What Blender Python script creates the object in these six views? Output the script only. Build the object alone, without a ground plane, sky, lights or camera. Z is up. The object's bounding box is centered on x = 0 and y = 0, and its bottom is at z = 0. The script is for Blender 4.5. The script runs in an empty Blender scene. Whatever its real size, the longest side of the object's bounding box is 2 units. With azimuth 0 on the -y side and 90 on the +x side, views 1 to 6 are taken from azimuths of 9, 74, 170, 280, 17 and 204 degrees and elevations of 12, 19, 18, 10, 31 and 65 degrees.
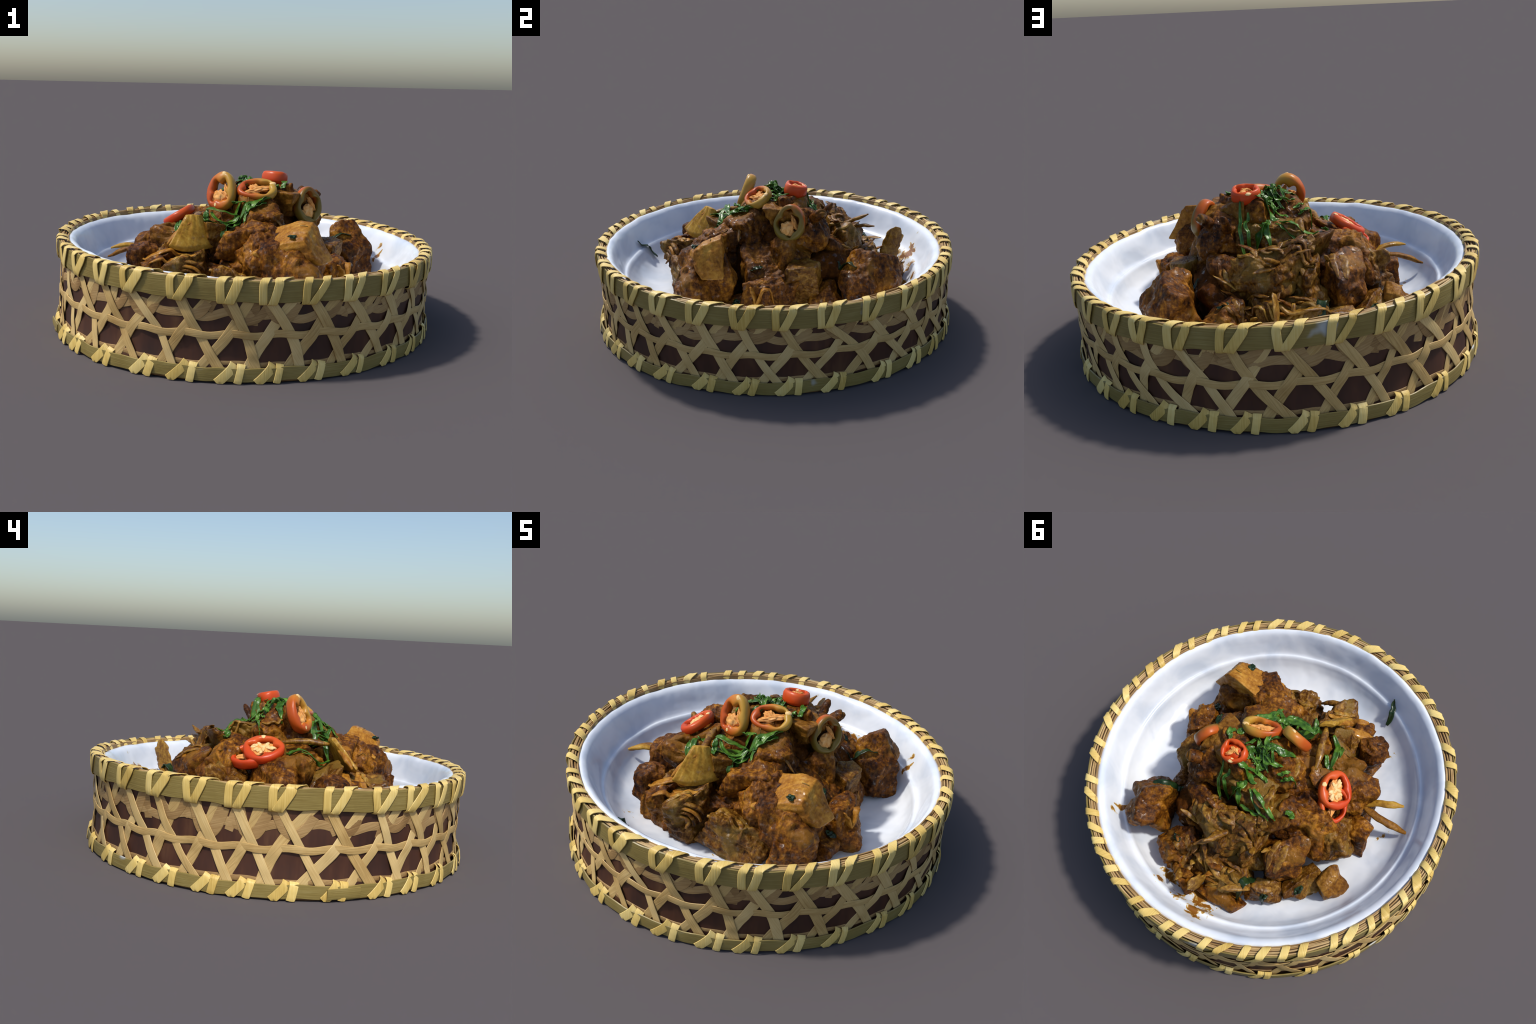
import bpy, math, random
import numpy as np
from mathutils import Vector, Matrix, noise
from mathutils.bvhtree import BVHTree

random.seed(7)
RNG = np.random.default_rng(7)
TAU = 2 * math.pi
COL = bpy.context.scene.collection

# ------------------------------------------------------------------ helpers
def add_mesh(name, verts, faces, mat, parent, smooth=True, crease=None):
    me = bpy.data.meshes.new(name)
    me.from_pydata([tuple(map(float, v)) for v in verts], [], faces)
    me.update()
    if smooth:
        me.polygons.foreach_set("use_smooth", [True] * len(me.polygons))
    if crease:
        me.set_sharp_from_angle(angle=math.radians(crease))
    ob = bpy.data.objects.new(name, me)
    COL.objects.link(ob)
    if mat is not None:
        me.materials.append(mat)
    if parent is not None:
        ob.parent = parent
    return ob


def top_level(name, label, category):
    e = bpy.data.objects.new(name, None)
    e.empty_display_size = 0.1
    COL.objects.link(e)
    e["label"] = label
    e["category"] = category
    return e


def catmull(pts, n):
    """n points along a Catmull-Rom curve through pts."""
    P = np.array(pts, float)
    if len(P) == 2:
        P = np.array([P[0], (P[0] + P[1]) / 2, P[1]])
    Q = np.vstack([2 * P[0] - P[1], P, 2 * P[-1] - P[-2]])
    out = []
    m = len(P) - 1
    for k in range(n):
        t = k / (n - 1) * m
        i = min(int(t), m - 1)
        f = t - i
        a, b, c, d = Q[i], Q[i + 1], Q[i + 2], Q[i + 3]
        out.append(0.5 * (2 * b + (c - a) * f + (2 * a - 5 * b + 4 * c - d) * f * f + (3 * b - a - 3 * c + d) * f ** 3))
    return np.array(out)


def unit(v):
    v = np.asarray(v, float)
    return v / np.maximum(np.linalg.norm(v, axis=-1, keepdims=True), 1e-9)


def section_loft(P, N, B, prof_w, prof_t, section, closed=False):
    """Loft the 2D section (list of (w, t)) along points P; w runs along B, t along N."""
    n, m = len(P), len(section)
    V, F = [], []
    for i in range(n):
        for (w, t) in section:
            V.append(P[i] + B[i] * w * prof_w[i] + N[i] * t * prof_t[i])
    rng = n if closed else n - 1
    for i in range(rng):
        i2 = (i + 1) % n
        for j in range(m):
            j2 = (j + 1) % m
            F.append((i * m + j, i * m + j2, i2 * m + j2, i2 * m + j))
    if not closed:
        F.append(tuple(range(m - 1, -1, -1)))
        F.append(tuple(range((n - 1) * m, n * m)))
    return V, F


# flat bamboo split: slightly domed, softened edges
SPLIT = [(-.5, .2), (-.46, .72), (-.25, .94), (0, 1.0), (.25, .94), (.46, .72), (.5, .2), (.46, 0), (-.46, 0)]
BOARD = [(-.5, .3), (-.47, .86), (-.2, 1.0), (.2, 1.0), (.47, .86), (.5, .3), (.47, 0), (-.47, 0)]
ROUND = [(math.cos(a) * .5, math.sin(a) * .5) for a in np.linspace(0, TAU, 12, endpoint=False)]


def ribbon(P, Nref, width, thick, section=SPLIT, closed=False, taper=None):
    P = np.asarray(P, float)
    n = len(P)
    if closed:
        T = unit(np.roll(P, -1, 0) - np.roll(P, 1, 0))
    else:
        T = unit(np.gradient(P, axis=0))
    Nref = unit(np.asarray(Nref, float))
    B = unit(np.cross(Nref, T))
    N = unit(np.cross(T, B))
    w = np.full(n, width) if np.isscalar(width) else np.asarray(width)
    t = np.full(n, thick) if np.isscalar(thick) else np.asarray(thick)
    return section_loft(P, N, B, w, t, section, closed)


# ------------------------------------------------------------------ materials
def new_mat(name):
    m = bpy.data.materials.new(name)
    m.use_nodes = True
    nt = m.node_tree
    nt.nodes.clear()
    out = nt.nodes.new("ShaderNodeOutputMaterial")
    b = nt.nodes.new("ShaderNodeBsdfPrincipled")
    nt.links.new(b.outputs[0], out.inputs[0])
    return m, nt, b, out


def node(nt, kind, **kw):
    n = nt.nodes.new(kind)
    for k, v in kw.items():
        if k in n.inputs.keys():
            n.inputs[k].default_value = v
        else:
            setattr(n, k, v)
    return n


def ramp(nt, fac, stops):
    r = nt.nodes.new("ShaderNodeValToRGB")
    e = r.color_ramp.elements
    while len(e) < len(stops):
        e.new(.5)
    for el, (p, c) in zip(e, stops):
        el.position = p
        el.color = (*c, 1)
    nt.links.new(fac, r.inputs[0])
    return r.outputs[0]


def noise_tex(nt, vec, scale, detail=4, rough=.55, dist=0.0):
    n = nt.nodes.new("ShaderNodeTexNoise")
    n.inputs["Scale"].default_value = scale
    n.inputs["Detail"].default_value = detail
    n.inputs["Roughness"].default_value = rough
    n.inputs["Distortion"].default_value = dist
    if vec is not None:
        nt.links.new(vec, n.inputs["Vector"])
    return n.outputs["Fac"]


def mix_col(nt, fac, a, b, mode="MIX"):
    m = nt.nodes.new("ShaderNodeMix")
    m.data_type = "RGBA"
    m.blend_type = mode
    for sock, v in ((m.inputs[0], fac), (m.inputs[6], a), (m.inputs[7], b)):
        if isinstance(v, (int, float)):
            sock.default_value = v
        elif isinstance(v, tuple):
            sock.default_value = (*v, 1)
        else:
            nt.links.new(v, sock)
    return m.outputs[2]


def math_n(nt, op, a, b=None, clamp=False):
    m = nt.nodes.new("ShaderNodeMath")
    m.operation = op
    m.use_clamp = clamp
    for i, v in enumerate((a, b)):
        if v is None:
            continue
        if isinstance(v, (int, float)):
            m.inputs[i].default_value = v
        else:
            nt.links.new(v, m.inputs[i])
    return m.outputs[0]


def smoothstep(nt, x, lo, hi):
    m = nt.nodes.new("ShaderNodeMapRange")
    m.interpolation_type = "SMOOTHSTEP"
    m.inputs[1].default_value = lo
    m.inputs[2].default_value = hi
    nt.links.new(x, m.inputs[0])
    return m.outputs[0]


def obj_coord(nt):
    return nt.nodes.new("ShaderNodeTexCoord").outputs["Object"]


def bump(nt, bsdf, height, strength, dist=.01):
    b = nt.nodes.new("ShaderNodeBump")
    b.inputs["Strength"].default_value = strength
    b.inputs["Distance"].default_value = dist
    nt.links.new(height, b.inputs["Height"])
    nt.links.new(b.outputs[0], bsdf.inputs["Normal"])


def bamboo_mat(name, stops, grain_angle, rough=.5, spots=None, spec=.35, vary=.25):
    """Split bamboo wound round the basket: fibres run along the split, which makes
    grain_angle with the horizontal on the unrolled basket wall."""
    m, nt, b, out = new_mat(name)
    oc = obj_coord(nt)
    sep = nt.nodes.new("ShaderNodeSeparateXYZ")
    nt.links.new(oc, sep.inputs[0])
    th = math_n(nt, "ARCTAN2", sep.outputs[1], sep.outputs[0])
    arc = math_n(nt, "MULTIPLY", th, .96)
    ca, sa = math.cos(grain_angle), math.sin(grain_angle)
    along = math_n(nt, "ADD", math_n(nt, "MULTIPLY", arc, ca), math_n(nt, "MULTIPLY", sep.outputs[2], sa))
    across = math_n(nt, "SUBTRACT", math_n(nt, "MULTIPLY", sep.outputs[2], ca), math_n(nt, "MULTIPLY", arc, sa))
    comb = nt.nodes.new("ShaderNodeCombineXYZ")
    nt.links.new(math_n(nt, "MULTIPLY", along, 4.0), comb.inputs[0])
    nt.links.new(math_n(nt, "MULTIPLY", across, 110.0), comb.inputs[1])
    streak = noise_tex(nt, comb.outputs[0], 1.6, 3, .6)
    cloud = noise_tex(nt, oc, 7.0, 4, .6)
    info = nt.nodes.new("ShaderNodeObjectInfo")
    f = math_n(nt, "ADD", math_n(nt, "MULTIPLY", streak, .55), math_n(nt, "MULTIPLY", cloud, .45))
    f = math_n(nt, "ADD", f, math_n(nt, "MULTIPLY", math_n(nt, "SUBTRACT", info.outputs["Random"], .5), vary))
    col = ramp(nt, f, stops)
    if spots:
        sp = noise_tex(nt, oc, 3.3, 3, .6)
        col = mix_col(nt, smoothstep(nt, sp, spots[1], spots[1] + .06), col, spots[0])
    nt.links.new(col, b.inputs["Base Color"])
    b.inputs["Roughness"].default_value = rough
    b.inputs["Specular IOR Level"].default_value = spec
    bump(nt, b, streak, .35, .004)
    return m


M_BINDING = bamboo_mat("straw_binding", [(.25, (.54, .34, .07)), (.5, (.76, .54, .16)), (.75, (.86, .67, .26))], math.pi / 2, .42)
M_FALL = bamboo_mat("weave_bamboo_falling", [(.25, (.40, .24, .075)), (.5, (.60, .405, .155)), (.75, (.72, .53, .24))], -1.04, .5)
M_RISE = bamboo_mat("weave_bamboo_rising", [(.25, (.40, .24, .075)), (.5, (.60, .405, .155)), (.75, (.72, .53, .24))], .86, .5)
M_HOOP = bamboo_mat("weave_bamboo_level", [(.25, (.40, .24, .075)), (.5, (.60, .405, .155)), (.75, (.72, .53, .24))], 0, .5)
M_INNER = bamboo_mat("inner_bamboo", [(.25, (.20, .105, .035)), (.5, (.36, .215, .08)), (.75, (.50, .33, .14))], 0.3, .55)
M_BAND = bamboo_mat("olive_bamboo_skin", [(.25, (.19, .130, .033)), (.5, (.27, .200, .057)), (.75, (.36, .285, .105))], 0, .38, spots=((.46, .47, .44), .66), vary=.05)
M_DARK_GAP = bamboo_mat("dark_gap_brown", [(.25, (.04, .018, .006)), (.5, (.085, .040, .014)), (.75, (.16, .085, .03))], 0, .6)
M_CANE = bamboo_mat("brown_cane", [(.25, (.14, .065, .018)), (.5, (.34, .20, .07)), (.75, (.58, .40, .18))], 0, .5, vary=.5)


def make_liner():
    m, nt, b, out = new_mat("dark_brown_lining")
    oc = obj_coord(nt)
    mp = node(nt, "ShaderNodeMapping")
    mp.inputs["Scale"].default_value = (9, 9, 2.0)
    nt.links.new(oc, mp.inputs[0])
    f = noise_tex(nt, mp.outputs[0], 1.0, 4, .6)
    col = ramp(nt, f, [(.3, (.030, .008, .003)), (.55, (.066, .020, .007)), (.75, (.125, .052, .018))])
    nt.links.new(col, b.inputs["Base Color"])
    b.inputs["Roughness"].default_value = .6
    return m


M_LINER = make_liner()


def make_plate_mat():
    m, nt, b, out = new_mat("white_glaze")
    oc = obj_coord(nt)
    big = noise_tex(nt, oc, 4.5, 4, .5, .6)
    col = ramp(nt, big, [(.32, (.64, .70, .78)), (.5, (.77, .81, .86)), (.68, (.85, .88, .91))])  # blue-grey mottling paints the wavy reflections on the glaze
    sep = nt.nodes.new("ShaderNodeSeparateXYZ")
    nt.links.new(oc, sep.inputs[0])
    # sauce stains: small splashes in a few zones of the plate
    spat = noise_tex(nt, oc, 15.0, 5, .62, .6)
    speck = noise_tex(nt, oc, 34.0, 3, .55)
    stain = None
    for (cx, cy, rad, lo) in ((.10, .755, .13, .50), (.20, .71, .11, .52), (.33, .66, .10, .54), (.72, .42, .06, .54), (-.02, -.62, .16, .66), (-.55, -.45, .12, .68), (-.66, .03, .13, .63), (.30, -.66, .2, .68)):
        d = math_n(nt, "SQRT", math_n(nt, "ADD", math_n(nt, "POWER", math_n(nt, "ABSOLUTE", math_n(nt, "SUBTRACT", sep.outputs[0], cx)), 2.0),
                                       math_n(nt, "POWER", math_n(nt, "ABSOLUTE", math_n(nt, "SUBTRACT", sep.outputs[1], cy)), 2.0)))
        near = math_n(nt, "SUBTRACT", 1.0, math_n(nt, "DIVIDE", d, rad), clamp=True)
        s = math_n(nt, "SUBTRACT", math_n(nt, "ADD", spat, math_n(nt, "MULTIPLY", near, .22)), lo + .10)
        s = math_n(nt, "MULTIPLY", math_n(nt, "MULTIPLY", s, 9.0, clamp=True), smoothstep(nt, near, 0.0, .35))
        stain = s if stain is None else math_n(nt, "MAXIMUM", stain, s)
    scol = ramp(nt, stain, [(0, (.75, .66, .35)), (.35, (.55, .34, .08)), (.8, (.26, .10, .015))])
    col = mix_col(nt, smoothstep(nt, stain, .02, .35), col, scol)
    nt.links.new(col, b.inputs["Base Color"])
    b.inputs["Roughness"].default_value = .24
    b.inputs["Specular IOR Level"].default_value = .5
    b.inputs["Coat Weight"].default_value = .3
    b.inputs["Coat Roughness"].default_value = .08
    wav = noise_tex(nt, oc, 5.0, 2, .5)
    bump(nt, b, wav, .55, .03)
    return m


M_PLATE = make_plate_mat()


def flesh_mat(name, stops, patch=None, fibre=(30, 30, 5), rough=.46, spec=.16, patch_lo=.56, coarse=7.0, bump_s=.5):
    m, nt, b, out = new_mat(name)
    oc = obj_coord(nt)
    mp = node(nt, "ShaderNodeMapping")
    mp.inputs["Scale"].default_value = fibre
    mp.inputs["Rotation"].default_value = (.5, .4, .3)
    nt.links.new(oc, mp.inputs[0])
    fib = noise_tex(nt, mp.outputs[0], 1.0, 4, .6, .8)
    gr = noise_tex(nt, oc, 55.0, 5, .65)
    big = noise_tex(nt, oc, coarse, 5, .6, .5)
    f = math_n(nt, "ADD", math_n(nt, "ADD", math_n(nt, "MULTIPLY", fib, .45), math_n(nt, "MULTIPLY", gr, .55)), math_n(nt, "MULTIPLY", big, .55))
    f = math_n(nt, "SUBTRACT", f, .275)
    col = ramp(nt, f, stops)
    if patch:
        p = noise_tex(nt, oc, 5.2, 3, .5, .4)
        k = math_n(nt, "MULTIPLY", smoothstep(nt, p, patch_lo, patch_lo + .09), .75)
        col = mix_col(nt, k, col, mix_col(nt, fib, patch, tuple(c * 1.35 for c in patch)))
    nt.links.new(col, b.inputs["Base Color"])
    sparkle = smoothstep(nt, noise_tex(nt, oc, 38.0, 3, .6), .57, .66)      # glossy spots scattered to give small white glints
    r = nt.nodes.new("ShaderNodeMapRange")
    r.inputs[3].default_value = rough + .08
    r.inputs[4].default_value = .16
    nt.links.new(sparkle, r.inputs[0])
    nt.links.new(r.outputs[0], b.inputs["Roughness"])
    sp = nt.nodes.new("ShaderNodeMapRange")
    sp.inputs[3].default_value = spec
    sp.inputs[4].default_value = .55
    nt.links.new(sparkle, sp.inputs[0])
    nt.links.new(sp.outputs[0], b.inputs["Specular IOR Level"])
    h = math_n(nt, "ADD", math_n(nt, "MULTIPLY", gr, .6), math_n(nt, "MULTIPLY", fib, .6))
    bump(nt, b, h, bump_s, .012)
    return m


BROWN = [(.32, (.012, .003, .0005)), (.43, (.062, .0175, .0010)), (.54, (.158, .052, .0028)), (.68, (.38, .155, .012))]  # top stop brightened to tint orange highlights into the flesh
M_FLESH = flesh_mat("sauced_flesh", BROWN, patch=(.17, .072, .007))
M_FIBRE = flesh_mat("stringy_flesh", [(.32, (.013, .004, .0005)), (.43, (.070, .023, .0016)), (.54, (.150, .060, .006)), (.69, (.34, .175, .030))], patch=(.17, .095, .016), fibre=(70, 12, 40), patch_lo=.5, rough=.33)
M_PALE = flesh_mat("golden_flesh", [(.30, (.12, .038, .004)), (.45, (.28, .108, .011)), (.58, (.42, .190, .024)), (.72, (.54, .30, .055))], fibre=(8, 26, 8), rough=.36, bump_s=.2)
M_TAN = flesh_mat("tan_flesh", [(.30, (.06, .020, .002)), (.45, (.16, .060, .006)), (.58, (.26, .115, .015)), (.72, (.40, .20, .034))], fibre=(14, 30, 8), rough=.38, bump_s=.35)
M_WEDGE = flesh_mat("yellow_wedge_flesh", [(.30, (.20, .085, .008)), (.45, (.34, .17, .017)), (.58, (.45, .25, .032)), (.72, (.56, .35, .065))], fibre=(7, 40, 12), rough=.36, bump_s=.2)
M_STEM = flesh_mat("glossy_stem", [(.28, (.040, .013, .0012)), (.44, (.135, .052, .0045)), (.56, (.27, .130, .013)), (.70, (.46, .27, .045))], fibre=(40, 40, 14), rough=.34, spec=.35, bump_s=.25)  # pale yellow end of the ramp is painted gloss on the stems
M_CORE_DARK = flesh_mat("core_dark_brown", [(.30, (.022, .007, .001)), (.5, (.075, .022, .002)), (.70, (.16, .052, .005))], rough=.62, spec=.08)


def leaf_mat(name, dark, mid, light):
    m, nt, b, out = new_mat(name)
    oc = obj_coord(nt)
    a = noise_tex(nt, oc, 22.0, 4, .6)
    col = ramp(nt, a, [(.32, dark), (.52, mid), (.74, light)])
    nt.links.new(col, b.inputs["Base Color"])
    b.inputs["Roughness"].default_value = .3
    tr = nt.nodes.new("ShaderNodeBsdfTranslucent")
    nt.links.new(col, tr.inputs[0])
    mx = nt.nodes.new("ShaderNodeMixShader")
    mx.inputs[0].default_value = .2
    nt.links.new(b.outputs[0], mx.inputs[1])
    nt.links.new(tr.outputs[0], mx.inputs[2])
    nt.links.new(mx.outputs[0], out.inputs[0])
    bump(nt, b, noise_tex(nt, oc, 60.0, 3, .6), .3, .006)
    return m


M_HERB = leaf_mat("fresh_herb", (.018, .065, .006), (.070, .185, .016), (.20, .38, .05))
M_HERB_DARK = leaf_mat("cooked_leaf", (.006, .018, .006), (.018, .045, .012), (.05, .085, .022))


def skin_mat(name, a, b_, c, axis, lo, hi):
    """chilli flesh, blending colour a to c along a direction (the ripening side)"""
    m, nt, b, out = new_mat(name)
    oc = obj_coord(nt)
    dot = nt.nodes.new("ShaderNodeVectorMath")
    dot.operation = "DOT_PRODUCT"
    nt.links.new(oc, dot.inputs[0])
    dot.inputs[1].default_value = axis
    n = noise_tex(nt, oc, 14.0, 3, .5)
    x = math_n(nt, "ADD", dot.outputs["Value"], math_n(nt, "MULTIPLY", math_n(nt, "SUBTRACT", n, .5), .07))
    f = smoothstep(nt, x, lo, hi)
    col = ramp(nt, f, [(0, a), (.5, b_), (1, c)])
    nt.links.new(col, b.inputs["Base Color"])
    b.inputs["Roughness"].default_value = .36
    b.inputs["Specular IOR Level"].default_value = .35
    bump(nt, b, noise_tex(nt, oc, 30.0, 3, .5), .15, .006)
    return m


RED = ((.50, .032, .004), (.57, .055, .006), (.62, .10, .012))
M_RED = skin_mat("red_chilli", *RED, (0, 0, 1), -.1, .1)
M_ORANGE = skin_mat("ripening_chilli", (.46, .075, .008), (.52, .17, .016), (.46, .26, .035), (.95, .05, .3), -.07, .08)
M_OLIVE = skin_mat("browned_chilli", (.17, .115, .016), (.19, .10, .014), (.50, .10, .012), (-.72, .66, .1), -.035, .03)
M_PITH = flesh_mat("chilli_pith", [(.3, (.55, .20, .04)), (.5, (.76, .36, .10)), (.7, (.88, .56, .24))], rough=.4, bump_s=.3)
M_SEED = flesh_mat("chilli_seed", [(.3, (.66, .38, .12)), (.5, (.82, .56, .24)), (.7, (.90, .72, .42))], rough=.35, bump_s=.1)

# ------------------------------------------------------------------ basket form
TILT = -.028                      # the whole rim dips towards +x


def rim_z(th):
    return .457 + TILT * np.cos(th) + .0009 * np.cos(2 * th) - .004 * np.sin(2 * th)


def foot_z(th):
    return .0025 + .0015 * np.sin(2 * th) + .0015 * np.sin(3 * th)


S_KEYS = [0, .10, .20, .35, .55, .72, .85, 1.0]
R_KEYS = [.974, .972, .965, .960, .960, .964, .969, .973]


def lobe(th, centre, half):
    d = (np.degrees(th) - centre + 180) % 360 - 180
    return np.exp(-(d / half) ** 2)


def wall(th, z, off=0.0):
    """point on the outside of the basket at angle th and height z, pushed out by off"""
    th = np.asarray(th, float)
    z = np.asarray(z, float)
    s = np.clip(z / rim_z(th), 0, 1)
    r = np.interp(s, S_KEYS, R_KEYS) + .003 * np.sin(2 * th) + .0025 * np.cos(3 * th) + off
    mid = np.exp(-((s - .42) / .26) ** 2)             # the wall bellies out unevenly
    r = r + mid * (.004 + .013 * lobe(th, 198, 24) + .008 * lobe(th, 320, 28) + .007 * lobe(th, 72, 20))
    r = r + np.clip(1 - s / .22, 0, 1) * (.009 - .016 * lobe(th, 150, 38))
    cx = np.interp(s, [0, .15, .4, .7, 1], [-.006, -.002, .010, .010, .008])
    cy = -.003 + 0 * s
    return np.stack([cx + r * np.cos(th), cy + r * np.sin(th), z], -1)


def radial(th):
    th = np.asarray(th, float)
    return np.stack([np.cos(th), np.sin(th), 0 * th], -1)


def deg(*a):
    return np.radians(np.array(a, float))


basket = top_level("bamboo_basket", "round open-weave bamboo basket with yellow straw bindings", "basket")

TOP = deg(8.4, 21.9, 33.5, 43.5, 53.8, 66.8, 79.4, 91.9, 103.9, 115.4, 130, 142, 154.4, 166, 177.5, 188.4, 201.8, 214.9, 225.7, 237, 247,
          260.8, 273.6, 284.2, 295.4, 307, 319.5, 332, 343.5, 355.5)
BOT = deg(14.2, 27, 38, 49.7, 60.6, 70.7, 84, 95.5, 107.5, 122, 136, 149.5, 160.3, 172, 181.3, 192, 204.8, 218, 227.5, 240, 253.5, 264.5, 276.7,
          286.5, 297.8, 310, 323, 335, 346.7, 359.3)
NU = 30


def top_at(k):
    return TOP[k % NU] + TAU * (k // NU)


def bot_at(k):
    return BOT[k % NU] + TAU * (k // NU)


BAND_H = .096
FOOT_H = .062


def hoop(name, zfun, off, width, thick, mat, n=360, wob=0.0, waves=0, seed=0.0):
    th = np.linspace(0, TAU, n, endpoint=False)
    o = off + wob * np.sin(waves * th + seed)
    P = wall(th, zfun(th), o)
    V, F = ribbon(P, radial(th), width, thick, section=BOARD if width > .05 else SPLIT, closed=True)
    return add_mesh(name, V, F, mat, basket, crease=28)


def rough_edge(th, k):
    return .0025 * np.sin(11 * th + k) + .002 * np.sin(23 * th + 2 * k) + .0015 * np.sin(41 * th + 3 * k)


# dark lining and floor
th = np.linspace(0, TAU, 180, endpoint=False)
V, F = [], []
rows = []
for s in np.linspace(0, 1, 9):
    z = foot_z(th) * (1 - s) + .004 * (1 - s) + (rim_z(th) - .03) * s
    rows.append(wall(th, z, -.0045 + .0015 * np.sin(17 * th + 9 * s) * math.sin(math.pi * s)))
for s in np.linspace(1, 0, 6):
    z = (foot_z(th) + .02) * (1 - s) + (rim_z(th) - .03) * s
    rows.append(wall(th, z, -.022))
n = len(th)
for r in rows:
    V.extend(r)
for i in range(len(rows)):
    a, b = i * n, ((i + 1) % len(rows)) * n
    for j in range(n):
        F.append((a + j, a + (j + 1) % n, b + (j + 1) % n, b + j))
add_mesh("lining", V, F, M_LINER, basket)
# base board
V, F = [], []
for (rr, z) in ((0, .006), (.5, .006), (.955, .008), (.955, .022), (.5, .024), (0, .024)):
    for t in th:
        V.append((-.009 + rr * math.cos(t), -.007 + rr * math.sin(t), z))
for i in range(5):
    for j in range(n):
        F.append((i * n + j, i * n + (j + 1) % n, (i + 1) * n + (j + 1) % n, (i + 1) * n + j))
add_mesh("base_board", V, F, M_LINER, basket)

# rim: outer olive band, inner band, canes lying between them
hoop("rim_band", lambda t: rim_z(t) + .001 - BAND_H / 2 + rough_edge(t, 1), .0005, BAND_H, .009, M_BAND)
hoop("rim_band", lambda t: rim_z(t) - .030 + rough_edge(t, 4), -.046, .055, .007, M_CANE)
hoop("rim_dark_underlay", lambda t: rim_z(t) - .024, -.034, .030, .030, M_DARK_GAP)
for k, (off, dz, w) in enumerate(((-.008, -.005, .0085), (-.0185, -.0045, .0100), (-.0285, -.008, .0085), (-.038, -.013, .0090))):
    tt = np.linspace(0, TAU, 360, endpoint=False)
    P = wall(tt, rim_z(tt) + dz + .002 * np.sin(9 * tt + k) + .0012 * np.sin(31 * tt + 2.1 * k), off + .0022 * np.sin(7 * tt + 1.7 * k) + .0016 * np.sin(19 * tt + k))
    V, F = ribbon(P, radial(tt), w, w, section=ROUND, closed=True)
    add_mesh("rim_cane", V, F, M_CANE, basket)

# foot: olive band, thin inner strip above it
hoop("foot_band", lambda t: foot_z(t) + .004 + FOOT_H / 2 + rough_edge(t, 2), .006, FOOT_H, .008, M_BAND)
hoop("foot_hoop", lambda t: foot_z(t) + .074 + rough_edge(t, 5), -.008, .026, .006, M_INNER)
hoop("foot_hoop", lambda t: foot_z(t) + .008, -.004, .016, .008, M_CANE)

# weave
UNIT = TAU / NU
ZS = .205                                         # height of the level hoop


def over_under(x, period, amp):
    return amp * math.sin(TAU * x / period)


for k in range(NU):
    jit = lambda s: float(RNG.normal(0, s))
    z0 = float(rim_z(top_at(k))) - .098
    z1 = float(foot_z(bot_at(k))) + .062
    # falling split, under the hoop, over the rising splits
    a0, a1 = top_at(k) + .18 * UNIT + jit(.006), bot_at(k + 1) - .25 * UNIT + jit(.008)
    bend = jit(.016)
    ts = np.linspace(-.10, 1.08, 24)
    ang = a0 + (a1 - a0) * ts + bend * np.sin(math.pi * ts)
    zz = z0 + (z1 - z0) * ts
    off = -.001 + .006 * np.exp(-((zz - .285) / .05) ** 2) + .006 * np.exp(-((zz - .12) / .05) ** 2) - .004 * np.exp(-((zz - ZS) / .03) ** 2)
    V, F = ribbon(wall(ang, zz, off), radial(ang), (.043 + jit(.003)) * (1 + .05 * np.sin(5 * ts + k)), .0038)
    add_mesh("weave_strip", V, F, M_FALL, basket, crease=28)
    # rising split, over the hoop, under the falling ones
    a0, a1 = top_at(k + 1) - .28 * UNIT + jit(.006), bot_at(k - 1) + .42 * UNIT + jit(.008)
    bend = jit(.016)
    ang = a0 + (a1 - a0) * ts + bend * np.sin(math.pi * ts)
    off = -.003 + .008 * np.exp(-((zz - ZS) / .035) ** 2) - .002 * np.exp(-((zz - .285) / .04) ** 2)
    V, F = ribbon(wall(ang, zz, off), radial(ang), (.046 + jit(.003)) * (1 + .05 * np.sin(4 * ts + 2 * k)), .0038)
    add_mesh("weave_strip", V, F, M_RISE, basket, crease=28)

hoop("weave_hoop", lambda t: ZS + .004 + .5 * TILT * np.cos(t) * .4 + .006 * np.sin(NU * t + 1.2) + .004 * np.sin(4 * t), .0005, .034, .005, M_HOOP, wob=.003, waves=NU)

# ragged inner layer showing between the upper crossings: folded-down ends and loops
for k in range(NU):
    j = lambda s: float(RNG.normal(0, s))
    c = top_at(k) + .5 * UNIT + j(.02)
    zt = float(rim_z(c)) - .09
    low = .285 + j(.014)
    half = (.30 + abs(j(.10))) * UNIT
    ts = np.linspace(-1, 1, 18)
    skew = j(.2)
    ang = c + half * ts
    zz = low + (zt - low) * np.abs(ts) ** (2.2 + j(.2)) * (1 + skew * ts)
    V, F = ribbon(wall(ang, zz, -.0035 + .001 * (k % 2)), radial(ang), .046 + j(.006), .004)
    add_mesh("folded_strip", V, F, M_INNER, basket, crease=28)
    c2 = top_at(k) + .05 * UNIT + j(.03)
    ts = np.linspace(0, 1, 10)
    ang = c2 + (.25 + j(.1)) * UNIT * ts * random.choice((-1, 1))
    zz = zt + .02 - (zt - .27 + j(.02)) * ts
    V, F = ribbon(wall(ang, zz, -.0045), radial(ang), .040 + j(.006), .0035)
    add_mesh("folded_strip", V, F, M_INNER, basket, crease=28)
th2 = np.linspace(0, TAU, 400, endpoint=False)
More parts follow.
